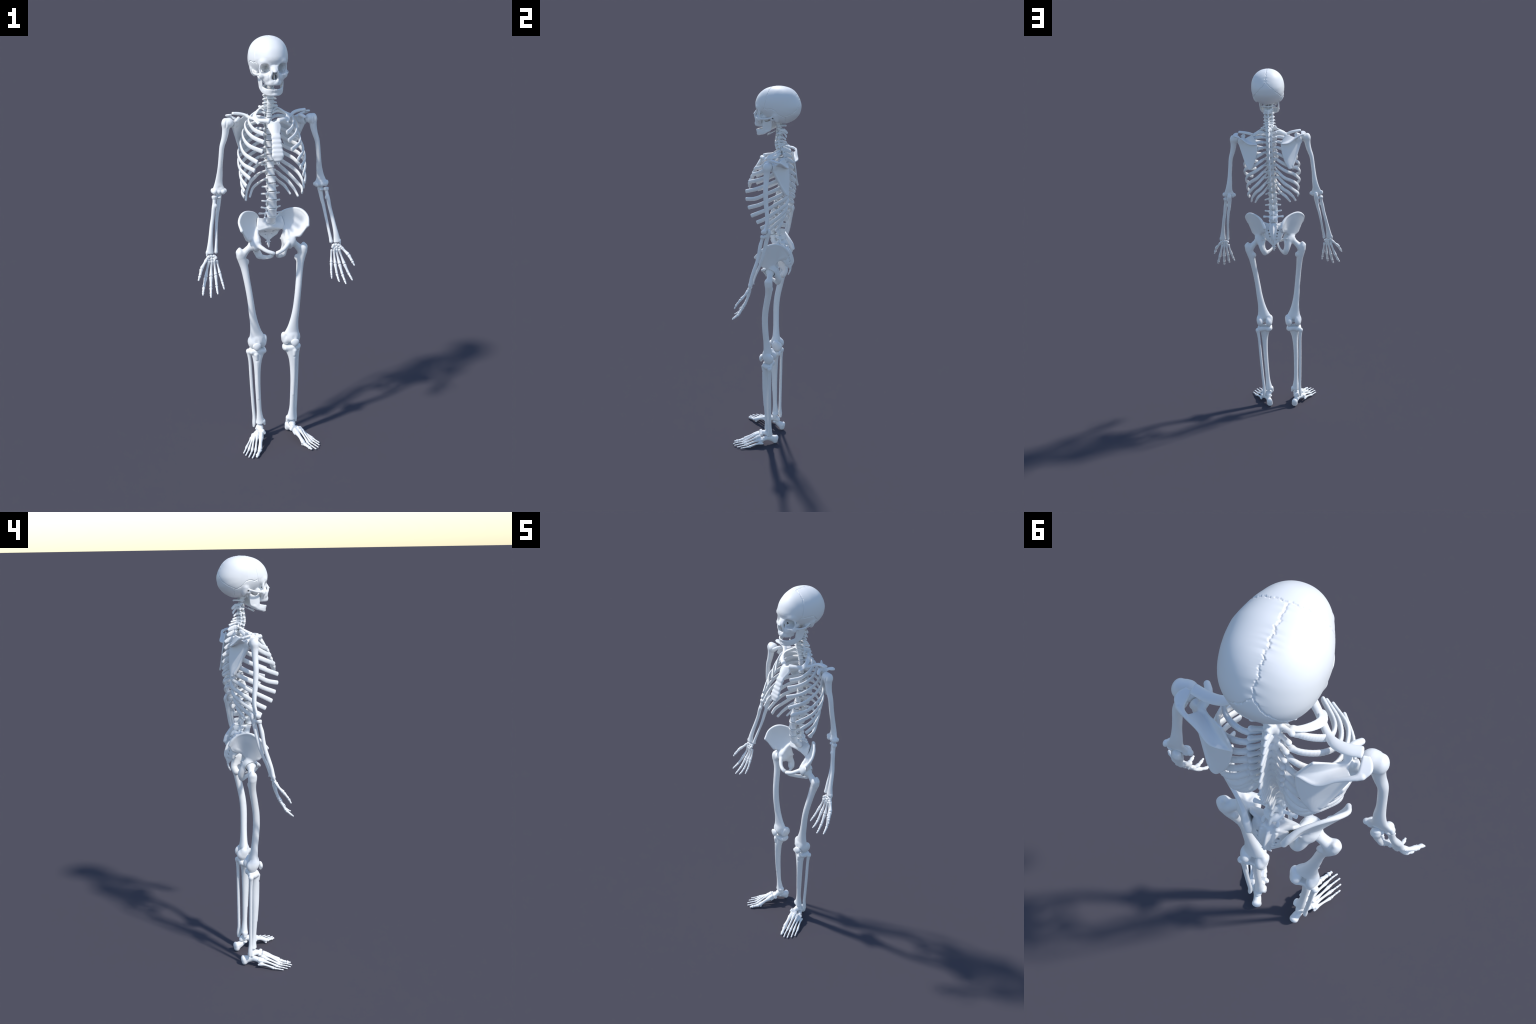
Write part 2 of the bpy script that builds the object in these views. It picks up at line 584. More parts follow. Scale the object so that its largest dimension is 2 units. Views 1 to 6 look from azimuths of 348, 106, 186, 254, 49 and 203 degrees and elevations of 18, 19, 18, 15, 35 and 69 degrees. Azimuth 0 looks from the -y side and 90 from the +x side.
def build_mandible(parent):
    o = []

    def add(shape, k, *a, **kw):
        o.extend(('+', q, k) for q in both(shape, *a, **kw))
    # body: an upright curved plate that sweeps round the chin
    band = [[(.046, -.020, 1.788), (.040, -.042, 1.781), (.029, -.0615, 1.7765), (.015, -.0725, 1.7755), (0, -.0748, 1.7750)],
            [(.0465, -.016, 1.779), (.041, -.038, 1.770), (.030, -.0575, 1.7655), (.016, -.0675, 1.7635), (0, -.0690, 1.7630)],
            [(.0475, -.006, 1.7795), (.043, -.028, 1.7655), (.033, -.0495, 1.7585), (.019, -.0640, 1.7550), (0, -.0675, 1.7545)]]
    o.extend(('+', q, .003) for q in both(Plate, band, [[.0036] * 5, [.0048] * 5, [.0055, .0055, .0055, .006, .006]], per=4))
    o.append(('+', Ball((0, -.0675, 1.7550), (.013, .0075, .0060)), .006))
    rows = [[(.049, -.031, 1.831), (.0515, -.012, 1.822), (.053, .014, 1.832)],
            [(.0475, -.031, 1.812), (.050, -.010, 1.809), (.0515, .0125, 1.812)],
            [(.0465, -.030, 1.790), (.0485, -.010, 1.788), (.0495, .010, 1.792)],
            [(.044, -.026, 1.772), (.0475, -.008, 1.777), (.0485, .006, 1.783)]]
    rr = [[.0024, .0022, .0035], [.003, .003, .0036], [.0042, .0036, .0036], [.004, .0042, .0042]]
    add(Plate, .004, rows, rr)
    add(Ball, .004, (.054, .017, 1.839), (.010, .0055, .006), rot=(0, 0, 15))
    add(Tube, .003, [(.0525, .013, 1.828), (.054, .017, 1.838)], [.0045, .0045])
    add(Tube, .003, [(.049, -.028, 1.830), (.0505, -.024, 1.842)], [(.002, .005), (.0014, .002)])
    for a in np.linspace(-62, 62, 12):
        r = math.radians(a)
        o.append(('-', Ball((.029 * math.sin(r), -.036 - .0385 * math.cos(r), 1.7795), (.0022, .0022, .0035)), .002))
    V, Q = polygonise(volume(o, .0012), 1)
    V[:, 0] += SKULL_X
    place('mandible', to_mesh('mandible', V, Q), parent)


def build_hyoid():
    pts = [(.027, .014, 1.769), (.023, .001, 1.762), (.014, -.014, 1.7555), (0, -.018, 1.753)]
    pts = pts + [(-p[0], p[1], p[2]) for p in pts[-2::-1]]
    r = [.0018, .0022, .003, (.0035, .0045)]
    o = [('+', Tube(pts, r + r[-2::-1], ref=(0, 1, 0)), 0)]
    o += [('+', q, .001) for q in both(Tube, [(.012, -.015, 1.756), (.013, -.011, 1.763)], [.0018, .0012])]
    bone('hyoid', o, .001)


# ------------------------------------------------------------------ spine
# front edge of the discs (y, z), from the disc under the second neck vertebra to the one under the last lumbar
DISCS = [(.0245, 1.7785), (.0245, 1.7597), (.0215, 1.741), (.0190, 1.722), (.0200, 1.7017), (.0265, 1.682),
         (.032, 1.662), (.0365, 1.6392), (.0395, 1.615), (.0415, 1.589), (.042, 1.563), (.0425, 1.533), (.041, 1.5028),
         (.0375, 1.4727), (.0305, 1.4422), (.0225, 1.4105), (.0135, 1.3778), (.0045, 1.344), (-.0035, 1.306),
         (-.005, 1.2645), (.0005, 1.221), (.0125, 1.177), (.049, 1.134)]
NAMES = ['C%d' % i for i in range(3, 8)] + ['T%d' % i for i in range(1, 13)] + ['L%d' % i for i in range(1, 6)]
SPINOUS = dict(C3=(.0826, 1.745), C4=(.0788, 1.7321), C5=(.0843, 1.7179), C6=(.0926, 1.7071), C7=(.1016, 1.691),
               T1=(.1076, 1.6693), T2=(.1128, 1.6444), T3=(.1246, 1.6153), T4=(.1264, 1.5854), T5=(0.1365, 1.553),
               T6=(0.1385, 1.521), T7=(0.1385, 1.490), T8=(0.1370, 1.460), T9=(0.1335, 1.431), T10=(0.1275, 1.403),
               T11=(0.1195, 1.378), T12=(.106, 1.350), L1=(.0985, 1.314), L2=(.0915, 1.277), L3=(.087, 1.245),
               L4=(.0915, 1.207), L5=(.101, 1.172))
LUMBAR_TP = dict(L1=(.0398, .0616, 1.3165), L2=(.0448, .0582, 1.2837), L3=(.0448, .0510, 1.2515),
                 L4=(.0481, .0538, 1.2202), L5=(.0575, .0612, 1.1881))


def vertebra(nm, top, bot):
    kind, no = nm[0], int(nm[1:])
    t, b = vec((0, *top)), vec((0, *bot))
    axis = unit(t - b)
    length = np.linalg.norm(t - b)
    back = unit(np.cross((1, 0, 0), axis)) * -1
    if back[1] < 0:
        back = -back
    tilt = math.degrees(math.atan2(-axis[1], axis[2]))
    u = {'C': no / 7 * .3, 'T': .3 + no / 12 * .4, 'L': .7 + no / 5 * .3}[kind]
    rx = np.interp(u, (0, .3, .4, .55, .7, 1), (.0115, .0148, .0150, .0160, .0200, .0245))
    ry = np.interp(u, (0, .3, .45, .7, 1), (.0088, .0095, .0135, .0168, .0180))
    hz = length * (.5 - .06)
    c = (t + b) / 2 + back * ry
    o = [('+', Drum(c, rx, ry, hz, tilt, .10 if kind == 'C' else .14), 0)]

    def loc(x, y, z):
        """point given by x, distance behind the body centre and height along its axis"""
        return vec((x, 0, 0)) + c + back * y + axis * z

    def add(shape, k, *a, **kw):
        o.extend(('+', q, k) for q in both(shape, *a, **kw))
    tip = vec((0, *SPINOUS[nm]))
    if kind == 'C':
        add(Tube, .003, [loc(.010, .006, 0), loc(.0175, .013, 0), loc(.017, .021, -.001)], [.0036, .0048, .0045])
        add(Tube, .003, [loc(.0150, .018, -.001), loc(.009, .028, -.001), loc(0, .034, -.002)],
            [(.0038, .0062), (.0028, .0056), (.0028, .0050)], ref=back)
        wide = np.interp(no, (3, 6, 7), (.0275, .0300, .0340))
        add(Tube, .002, [loc(.011, .001, -.002), loc(wide - .004, .002, -.004), loc(wide, .006, -.006)], [.0036, .0036, .0040])
        add(Tube, .002, [loc(.014, .014, 0), loc(wide, .009, -.004)], [.0032, .003])
        for s, zz in ((1, .008), (-1, -.008)):
            add(Ball, .003, loc(.0190, .0165, zz * .85), (.0075, .0058, .0042), rot=(-35, 0, 0))
        add(Tube, .002, [loc(rx * .82, 0, hz * .8), loc(rx * .88, .004, hz + .0025)], [.0022, .0018])
        base = loc(0, .032, -.003)
        th = .0036 if no == 7 else .003
        o.append(('+', Tube([base, (base + tip) / 2 + (0, 0, .0015), tip + unit(base - tip) * .004],
                            [(th, .0050), (th, .0045), (th * 1.3, .0042 if no < 7 else .0058)], ref=(1, 0, 0)), .003))
        if no < 7:
            add(Tube, .002, [(0.0, *(tip + unit(base - tip) * .009)[1:]), (.0035, tip[1] - .002, tip[2] - .001)], [.003, .0024])
    elif kind == 'T':
        s = np.interp(no, (1, 6, 12), (1, 1, 1.12))
        add(Tube, .003, [loc(.009 * s, ry * .7, hz * .45), loc(.0125 * s, ry + .006, hz * .5), loc(.0135 * s, ry + .013, hz * .35)],
            [(.0038, .0065), (.0036, .006), (.0042, .006)], ref=(1, 0, 0))
        add(Tube, .003, [loc(.0135 * s, ry + .012, hz * .3), loc(.0075, ry + .020, -hz * .2), loc(0, ry + .024, -hz * .4)],
            [(.003, .011), (.0028, .012), (.003, .011)], ref=back)
        wide = np.interp(no, (1, 2, 6, 10, 11, 12), (.0395, .0375, .034, .031, .026, .022))
        rise = np.interp(no, (1, 6, 12), (.002, .006, -.002))
        backw = np.interp(no, (1, 4, 10, 12), (.022, .030, .030, .024))
        add(Tube, .004, [loc(.012 * s, ry + .011, hz * .3), loc(wide * .72, ry + backw * .75, hz * .3 + rise * .6),
                         loc(wide, ry + backw, hz * .3 + rise)], [.0055, .0047, .0062 if no < 11 else .004])
        add(Ball, .003, loc(.011 * s, ry + .014, hz + .003), (.0055, .0035, .008), rot=(tilt + 8, 0, 0))
        add(Ball, .003, loc(.011 * s, ry + .019, -hz - .001), (.0055, .0035, .008), rot=(tilt + 8, 0, 0))
        base = loc(0, ry + .021, -.002)
        o.append(('+', Tube([base, (base * .45 + tip * .55) + (0, 0, .002), tip + unit(base - tip) * .004],
                            [(.0046, .0125), (.0038, .0095 if no < 11 else .011), (.0036, .0065 if no < 11 else .0095)],
                            ref=(1, 0, 0)), .005))
    else:
        add(Tube, .004, [loc(.012, ry * .6, hz * .4), loc(.0155, ry + .006, hz * .4), loc(.0165, ry + .014, hz * .1)],
            [(.005, .0075), (.0048, .007), (.0055, .009)], ref=(1, 0, 0))
        add(Tube, .004, [loc(.0165, ry + .013, 0), loc(.009, ry + .023, -hz * .35), loc(0, ry + .027, -hz * .45)],
            [(.004, .012), (.0038, .012), (.004, .011)], ref=back)
        tp = vec(LUMBAR_TP[nm])
        root = loc(.0165, ry + .006, hz * .2)
        fat = .0045 if no < 5 else .0075
        add(Tube, .004, [root, (root + tp) / 2, tp - unit(tp - root) * .003], [(.0055, .006), (.0033, .0048), (.0038, fat)], ref=back)
        spread = np.interp(no, (1, 5), (.0145, .021))
        add(Ball, .003, loc(spread, ry + .017, hz + .003), (.0055, .0065, .0095), rot=(tilt, 0, 0))
        add(Ball, .003, loc(spread - .0025, ry + .021, -hz - .002), (.0055, .0055, .010), rot=(tilt, 0, 0))
        base = loc(0, ry + .024, -hz * .3)
        o.append(('+', Tube([base, (base + tip) / 2 + (0, 0, .001), tip + unit(base - tip) * .004],
                            [(.004, .013), (.0034, .0125), (.0045, .0115 if no < 5 else .008)], ref=(1, 0, 0)), .004))
    bone('vertebra', o, .0013)


def build_atlas_axis():
    o = []

    def add(shape, k, *a, **kw):
        o.extend(('+', q, k) for q in both(shape, *a, **kw))
    # atlas: a ring with side masses
    ring = [(0, .0285, 1.8035), (.010, .030, 1.803), (.018, .040, 1.8025), (.0185, .055, 1.804), (.012, .070, 1.804), (0, .0765, 1.803)]
    add(Tube, .002, ring, [(.0035, .005), .0035, .005, .0038, .0032, (.0032, .004)], ref=(0, 1, 0))
    add(Ball, .004, (.0195, .041, 1.803), (.008, .011, .0085))
    add(Tube, .003, [(.024, .042, 1.802), (.036, .045, 1.801)], [.0045, .0038])
    bone('vertebra', o, .0012)
    o = []
    # axis: body with its upright peg
    o.append(('+', Drum((0, .0335, 1.786), .0105, .0085, .0085, 0, .1), 0))
    o.append(('+', Tube([(0, .035, 1.788), (0, .035, 1.801), (0, .035, 1.811)], [.0062, .0052, .0035]), .004))
    add(Ball, .004, (.0145, .040, 1.790), (.0095, .009, .005), rot=(0, 12, 0))
    add(Tube, .003, [(.013, .042, 1.788), (.015, .053, 1.784), (.008, .064, 1.780), (0, .069, 1.778)],
        [(.004, .006), (.0035, .0065), (.003, .008), (.003, .009)], ref=(0, 1, 0))
    add(Ball, .003, (.0165, .051, 1.777), (.006, .005, .005), rot=(-35, 0, 0))
    add(Tube, .002, [(.016, .041, 1.786), (.0245, .046, 1.782)], [.0034, .003])
    o.append(('+', Tube([(0, .066, 1.779), (0, .076, 1.773), (0, .0825, 1.7665)], [(.0045, .0085), (.0048, .0075), (.005, .006)], ref=(1, 0, 0)), .004))
    bone('vertebra', o, .0012)


def build_sacrum():
    # top plate faces up and forward like the last lumbar disc
    o = [('+', Drum((0, .0715, 1.1345), .0245, .0165, .0100, 40, .05), 0)]
    wing = [[(0, .062, 1.122), (.024, .061, 1.117), (.043, .060, 1.113), (.056, .060, 1.110)],
            [(0, .075, 1.132), (.026, .070, 1.130), (.046, .067, 1.131), (.060, .066, 1.131)],
            [(0, .092, 1.146), (.026, .088, 1.146), (.044, .083, 1.152), (.0545, .081, 1.158)]]
    o += [('+', q, .006) for q in both(Plate, wing, [[.009, .008, .0075, .006], [.010, .009, .0085, .0065], [.010, .009, .007, .0055]], per=3)]
    half = [[(0, .068, 1.116), (.026, .068, 1.112), (.051, .066, 1.110)],
            [(0, .088, 1.103), (.026, .086, 1.102), (.050, .083, 1.104)],
            [(0, .107, 1.088), (.023, .105, 1.088), (.044, .099, 1.089)],
            [(0, .117, 1.070), (.019, .115, 1.070), (.038, .1065, 1.069)],
            [(0, .1205, 1.053), (.013, .1195, 1.053), (.026, .1135, 1.057)],
            [(0, .1215, 1.040), (.004, .1215, 1.040), (.008, .1210, 1.040)]]
    rad = [[.011, .010, .008], [.012, .011, .0095], [.0085, .008, .0075], [.0060, .0055, .0045], [.0048, .0045, .0035], [.0045, .0042, .0035]]
    o += [('+', q, .006) for q in both(Plate, half, rad, per=3)]
    rear = [[(0, .098, 1.146), (.022, .096, 1.145), (.042, .092, 1.140)],
            [(0, .112, 1.122), (.022, .106, 1.120), (.043, .099, 1.116)],
            [(0, .119, 1.098), (.022, .114, 1.097), (.042, .105, 1.096)],
            [(0, .121, 1.074), (.018, .118, 1.074), (.038, .107, 1.074)]]
    o += [('+', q, .006) for q in both(Plate, rear, [[.007, .007, .006], [.008, .007, .007], [.007, .006, .006], [.0055, .005, .0045]], per=3)]
    o.append(('+', Tube([(0, .110, 1.143), (0, .122, 1.125), (0, .131, 1.100), (0, .1335, 1.078), (0, .126, 1.055)],
                        [(.004, .006), (.0042, .006), (.0045, .006), (.0045, .006), (.004, .004)]), .006))
    o += [('+', q, .003) for q in both(Tube, [(.020, .106, 1.140), (.0195, .116, 1.118), (.017, .122, 1.092), (.013, .123, 1.067)],
                                       [.0045, .004, .0035, .003])]
    o += [('+', q, .004) for q in both(Ball, (.018, .100, 1.153), (.006, .006, .009))]
    for p, q, r in (((.031, .055, 1.096), (.026, .125, 1.125), .0040), ((.024, .075, 1.092), (.0215, .135, 1.107), .0042),
                    ((.0188, .085, 1.0868), (.0188, .140, 1.0868), .0044), ((.0165, .095, 1.065), (.0155, .140, 1.070), .0026)):
        o += [('-', k, .002) for k in both(Tube, [p, q], [r, r])]
    bone('sacrum', o, .0014)
    o = [('+', Tube([(0, .1215, 1.041), (0, .121, 1.030)], [(.008, .0045), (.0085, .0042)]), 0),
         ('+', Tube([(0, .121, 1.030), (0, .1175, 1.018), (0, .1125, 1.007), (0, .1105, 1.002)],
                    [(.0068, .0042), (.0062, .0042), (.0042, .0036), (.0028, .0026)]), .001)]
    o += [('+', q, .002) for q in both(Tube, [(.005, .121, 1.029), (.0125, .122, 1.026)], [.003, .002])]
    o += [('+', q, .001) for q in both(Tube, [(.003, .118, 1.017), (.0068, .118, 1.0155)], [.003, .002])]
    bone('coccyx', o, .001)


def build_spine():
    build_atlas_axis()
    for nm, t, b in zip(NAMES, DISCS[:-1], DISCS[1:]):
        vertebra(nm, t, b)
    build_sacrum()


# ------------------------------------------------------------------ rib cage
# spine of each rib on the positive side: neck at the vertebra, round the side, to the cut front end
RIBS = {
    1: [(.018, .050, 1.672), (.040, .056, 1.681), (.063, .036, 1.668), (.0765, .012, 1.655), (.0725, -.007, 1.641), (.0590, -.0195, 1.6290)],
    2: [(.018, .055, 1.66), (.0472, .058, 1.6665), (.0769, .0474, 1.6547), (.0994, .0289, 1.6386), (.1006, .0025, 1.621), (.0855, -.0285, 1.5986), (.0532, -.0642, 1.5847)],
    3: [(.018, .062, 1.636), (.0500, .079, 1.6405), (.0900, .065, 1.6310), (.1156, .0345, 1.6142), (.1152, -.0011, 1.5913), (.0956, -.0412, 1.5683), (.0572, -.0794, 1.551)],
    4: [(.018, .066, 1.611), (.0500, .0903, 1.6150), (.0924, .0856, 1.6005), (.1228, .0546, 1.5795), (.1292, .005, 1.5555), (.1148, -.0498, 1.5328), (.0672, -.0948, 1.5128)],
    5: [(.018, .068, 1.585), (.0510, .0985, 1.5833), (.0980, .0960, 1.5641), (.1289, .0664, 1.5448), (.141, .0179, 1.5215), (.1343, -.0405, 1.4942), (.0932, -.1025, 1.4681)],
    6: [(.018, .07, 1.56), (.0500, .1015, 1.5495), (.1023, .1, 1.5204), (.1399, .0669, 1.5014), (.1536, .0141, 1.4754), (.1412, -.0374, 1.4477), (.1051, -.0976, 1.4298)],
    7: [(.018, .07, 1.53), (.0500, .1040, 1.5132), (.0965, .106, 1.4850), (.1353, .0776, 1.4680), (.1527, .0335, 1.4463), (.1512, -.0143, 1.4191), (.1234, -.0793, 1.3912)],
    8: [(.018, .068, 1.5), (.0500, .1065, 1.4795), (.0901, .1132, 1.4547), (.1221, .0851, 1.4352), (.1445, .0407, 1.4056), (.1508, -.0114, 1.3788), (.1362, -.0591, 1.3529)],
    9: [(.018, .062, 1.47), (.0480, .1040, 1.4455), (.0776, .1128, 1.4189), (.1087, .089, 1.3982), (.135, .0538, 1.373), (.1448, .0141, 1.3445), (.1399, -.0279, 1.3216)],
    10: [(.018, .055, 1.44), (.0450, .0960, 1.4165), (.0751, .1084, 1.3866), (.1023, .0882, 1.3607), (.1254, .0543, 1.3324), (.1421, .0212, 1.3085), (.1373, -.0064, 1.2907)],
    11: [(.019, .045, 1.397), (.0440, .0900, 1.3746), (.0660, .0985, 1.3530), (.0884, .0877, 1.3345), (.1130, .052, 1.3000), (.1249, .0203, 1.2683)],
    12: [(.020, .036, 1.362), (.0454, .0788, 1.3346), (.0765, .0854, 1.3079), (.098, .0596, 1.2715)],
}


def rib(no):
    P = np.array(RIBS[no])
    S = spline(P, 6)
    n = len(S)
    t = np.linspace(0, 1, n)
    last = {11: .0070, 12: .0060}.get(no, .0102)
    tall = np.interp(t, (0, .06, .15, .35, .7, .93, 1), (.0056, .0052, .0082, .0092, .0096, last, last))
    thick = np.interp(t, (0, .06, .15, .5, 1), (.0052, .0048, .0054, .0046, .0050))
    if no == 1:      # flat and broad
        tall = np.interp(t, (0, .1, .4, .8, 1), (.0040, .0045, .0085, .0110, .0150))
        thick = np.full(n, .0033)
        ref = unit((.45, -.15, .88))
    if no == 12:
        tall *= .85
    # the flat side faces away from the chest axis, leaning with the slope of the rib
    o = []
    for i in range(n - 1):
        if no != 1:
            out = vec((S[i][0], S[i][1] - .01, .0))
            ref_i = unit(out)
            o.append((S[i], S[i + 1], ref_i, (thick[i], tall[i]), (thick[i + 1], tall[i + 1])))
        else:
            o.append((S[i], S[i + 1], ref, (thick[i], tall[i]), (thick[i + 1], tall[i + 1])))
    ops = [('+', Tube([a, b], [ra, rb], ref=r, per=1, cap=.55), .0012) for a, b, r, ra, rb in o]
    ops.append(('+', Ball(P[0], .0065), .003))
    if no < 11:
        ops.append(('+', Ball(S[5], (.006, .0065, .006)), .004))
    bone('rib', ops, .0014, pair=ROOT)


def build_sternum():
    o = [('+', Plate([[(-.0140, -.042, 1.6290), (0, -.0475, 1.6260), (.0140, -.042, 1.6290)],
                      [(-.0235, -.0475, 1.6120), (0, -.0570, 1.6110), (.0235, -.0475, 1.6120)],
                      [(-.0165, -.063, 1.592), (0, -.0675, 1.5930), (.0165, -.063, 1.592)],
                      [(-.0120, -.0745, 1.577), (0, -.0755, 1.577), (.0120, -.0745, 1.577)]],
                     [[.0085, .0075, .0085], [.0070, .0078, .0070], [.0065, .007, .0065], [.006, .007, .006]]), 0)]
    z0 = [(-.075, 1.579, .0178), (-.0835, 1.560, .0188), (-.0915, 1.540, .0200), (-.099, 1.520, .0216), (-.1055, 1.501, .0238),
          (-.110, 1.486, .0243), (-.1125, 1.474, .0190)]
    o.append(('+', Tube([(0, a, b) for a, b, c in z0], [(c, .0070) for a, b, c in z0], ref=(1, 0, 0), cap=.9), .004))
    for y, z, w in ((-.0795, 1.5695, .0140), (-.0875, 1.550, .0150), (-.0955, 1.530, .0165), (-.1025, 1.5105, .0180), (-.108, 1.494, .0190)):
        o.append(('+', Tube([(-w, y, z), (w, y, z)], [.0063, .0063]), .010))
    o += [('+', q, .002) for q in both(Tube, [(.003, -.1115, 1.470), (.005, -.112, 1.458), (.0025, -.1115, 1.4525)], [(.0035, .0025), (.0028, .0022), (.002, .0015)])]
    bone('sternum', o, .0014)


# ------------------------------------------------------------------ shoulder and arm
def build_shoulder():
    S = ROOT
    bone('clavicle', [('+', Tube([(.0225, -.0405, 1.636), (.040, -.031, 1.638), (.0594, -.014, 1.6385), (.078, .008, 1.642), (.0976, .0305, 1.648),
                                  (.115, .0450, 1.6575), (.140, .0500, 1.664), (.168, .0465, 1.6675)],
                                 [(.0115, .0120), (.0100, .0098), (.0086, .0084), (.0080, .0078), (.0084, .0076), (.0105, .0074), (.0120, .0070), (.0120, .0062)],
                                 ref=(.3, 1, 0), cap=.6), 0)], .0013, S, S)
    med = [(.092, .0945, 1.652), (.069, .109, 1.612), (.0685, .1145, 1.585), (.0735, .119, 1.55), (.0845, .1215, 1.512), (.0995, .1205, 1.482)]
    lat = [(.147, .062, 1.634), (.160, .061, 1.614), (.160, .066, 1.590), (.1505, .0785, 1.558), (.1375, .094, 1.520), (.1225, .1125, 1.481)]
    rows, rad = [], []
    for i, (m, l) in enumerate(zip(med, lat)):
        m, l = vec(m), vec(l)
        a, b = m * .67 + l * .33, m * .33 + l * .67
        if i == 0:
            a, b = vec((.113, .083, 1.6445)), vec((.131, .072, 1.634))
        else:
            a[1] += .004
            b[1] += .003
        if i == 5:
            a, b = vec((.1060, .1215, 1.4745)), vec((.1150, .1190, 1.4740))
        rows.append([m, a, b, l])
        rad.append([.0030, .0020, .0022, .0042])
    rad[-1] = [.0045, .0048, .0048, .0045]
    o = [('+', Plate(rows, rad, per=3), 0),
         ('+', Tube([(.164, .060, 1.600), (.1505, .0785, 1.558), (.1375, .094, 1.520), (.1235, .111, 1.487)], [.0075, .0058, .0055, .0055]), .005),
         ('+', Tube([(.146, .066, 1.617), (.158, .060, 1.617), (.1675, .0535, 1.617)], [(.013, .008), (.015, .0085), (.0185, .0125)], ref=(0, 0, 1)), .006),
         ('-', Ball((.1855, .0405, 1.623), .0225), .001),
         ('+', Tube([(.150, .060, 1.630), (.1435, .046, 1.643), (.1475, .030, 1.6445), (.1585, .014, 1.638)],
                    [.0095, .0085, .0080, .0068]), .004)]
    root = [(.070, .1095, 1.6085), (.098, .0985, 1.6150), (.126, .081, 1.621), (.150, .068, 1.626)]
    crest = [(.069, .112, 1.606), (.108, .117, 1.610), (.139, .1035, 1.630), (.165, .0945, 1.644)]
    o.append(('+', Plate([root, [(vec(a) + vec(b)) / 2 for a, b in zip(root, crest)], crest], [[.0025] * 4, [.0018] * 4, [.0028] * 4], per=4), .004))
    o.append(('+', Tube(crest + [(.184, .0855, 1.6505)], [.0025, .0035, .0042, .0052, .006]), .003))
    o.append(('+', Plate([[(.176, .0895, 1.6465), (.187, .0845, 1.6485)], [(.1785, .078, 1.653), (.1945, .072, 1.6555)],
                          [(.1765, .062, 1.658), (.1915, .060, 1.659)], [(.1755, .052, 1.6605), (.184, .0500, 1.661)]],
                         [[.0048, .0042], [.0045, .0042], [.0042, .004], [.004, .0035]]), .003))
    bone('scapula', o, .0013, S, S)


def build_arm():
    S = ROOT
    bone('humerus', [
        ('+', Ball((.1885, .0375, 1.6275), .0220), 0),
        ('+', Ball((.207, .038, 1.6275), (.0145, .0185, .0215)), .010),
        ('+', Tube([(.203, .0375, 1.620), (.2055, .0375, 1.590), (.2125, .0375, 1.558), (.2245, .0390, 1.5200), (.2305, .0425, 1.470), (.2345, .047, 1.430),
                    (.2375, .0525, 1.393), (.2425, .0545, 1.358), (.2450, .0525, 1.338), (.2455, .0500, 1.322)],
                   [(.018, .018), (.0155, .0150), (.0133, .0132), (.0113, .0122), (.0108, .0118), (.0112, .0112), (.0140, .0098), (.0172, .0090), (.0220, .0088), (.0300, .0092)],
                   ref=(1, 0, 0)), .008),
        ('+', Tube([(.197, .025, 1.630), (.200, .024, 1.612)], [.0055, .005]), .006),       # lesser tubercle
        ('-', Tube([(.205, .0165, 1.640), (.206, .0185, 1.608)], [.0028, .002]), .005),
        ('+', Ball((.2145, .0500, 1.3145), (.0075, .0075, .0095)), .006),
        ('+', Ball((.2765, .0510, 1.3180), (.0060, .0085, .0110)), .006),
        ('+', Tube([(.2265, .0465, 1.3105), (.2355, .0475, 1.3125), (.2465, .0465, 1.3105)], [.0125, .0095, .0125]), .003),
        ('+', Ball((.2655, .0430, 1.3135), (.0125, .0125, .0125)), .005),
        ('-', Ball((.2375, .0665, 1.3300), (.010, .0075, .008)), .004),
        ('-', Ball((.2400, .0390, 1.3340), (.010, .005, .007)), .004)], .0017, S, S)
    bone('radius', [
        ('+', Tube([(.2685, .0415, 1.2925), (.2690, .0405, 1.285)], [.0125, .0118], cap=.4), 0),
        ('+', Tube([(.2690, .0405, 1.287), (.2710, .0355, 1.266), (.2755, .0300, 1.240), (.2820, .0255, 1.200), (.2905, .0190, 1.1600), (.2985, .0070, 1.115),
                    (.3040, -.0025, 1.080), (.3075, -.0065, 1.052), (.3085, -.0090, 1.0375)],
                   [.0082, .0080, .0092, .0085, .0088, .0096, (.0120, .0092), (.0155, .0100), (.0175, .0105)], ref=(1, 0, 0), cap=.5), .004),
        ('+', Ball((.2660, .0285, 1.2500), (.007, .007, .010)), .005),
        ('+', Tube([(.3210, -.0085, 1.043), (.3235, -.0105, 1.0285)], [.0060, .0038]), .005),
        ('-', Ball((.3080, -.0100, 1.0225), (.0140, .0090, .0100)), .002)], .0013, S, S)
    bone('ulna', [
        ('+', Tube([(.2420, .0640, 1.3170), (.2430, .0650, 1.3040), (.2440, .0600, 1.2860), (.2465, .0550, 1.2640), (.2510, .0500, 1.2350), (.2570, .0460, 1.2090),
                    (.2635, .0380, 1.1680), (.2690, .0240, 1.1250), (.2735, .0080, 1.0853), (.2775, -.0020, 1.0560), (.2790, -.0070, 1.0400)],
                   [(.0110, .0080), (.0125, .0100), (.0120, .0100), (.0100, .0105), (.0085, .0100), (.0078, .0090), (.0070, .0078), (.0064, .0068), .0066, .0074, .0085],
                   ref=(1, 0, 0)), 0),
        ('+', Tube([(.2445, .0560, 1.2900), (.2450, .0420, 1.2860)], [(.0105, .0070), (.0085, .0050)], ref=(1, 0, 0)), .004),
        ('+', Ball((.2560, .0500, 1.2860), (.006, .007, .007)), .003),
        ('-', Tube([(.2250, .0470, 1.3105), (.2360, .0475, 1.3120), (.2600, .0470, 1.3105)], [.0140, .0110, .0140]), .001),
        ('+', Tube([(.2755, -.0005, 1.040), (.2745, .0010, 1.0330)], [.0030, .0020]), .002)], .0013, S, S)


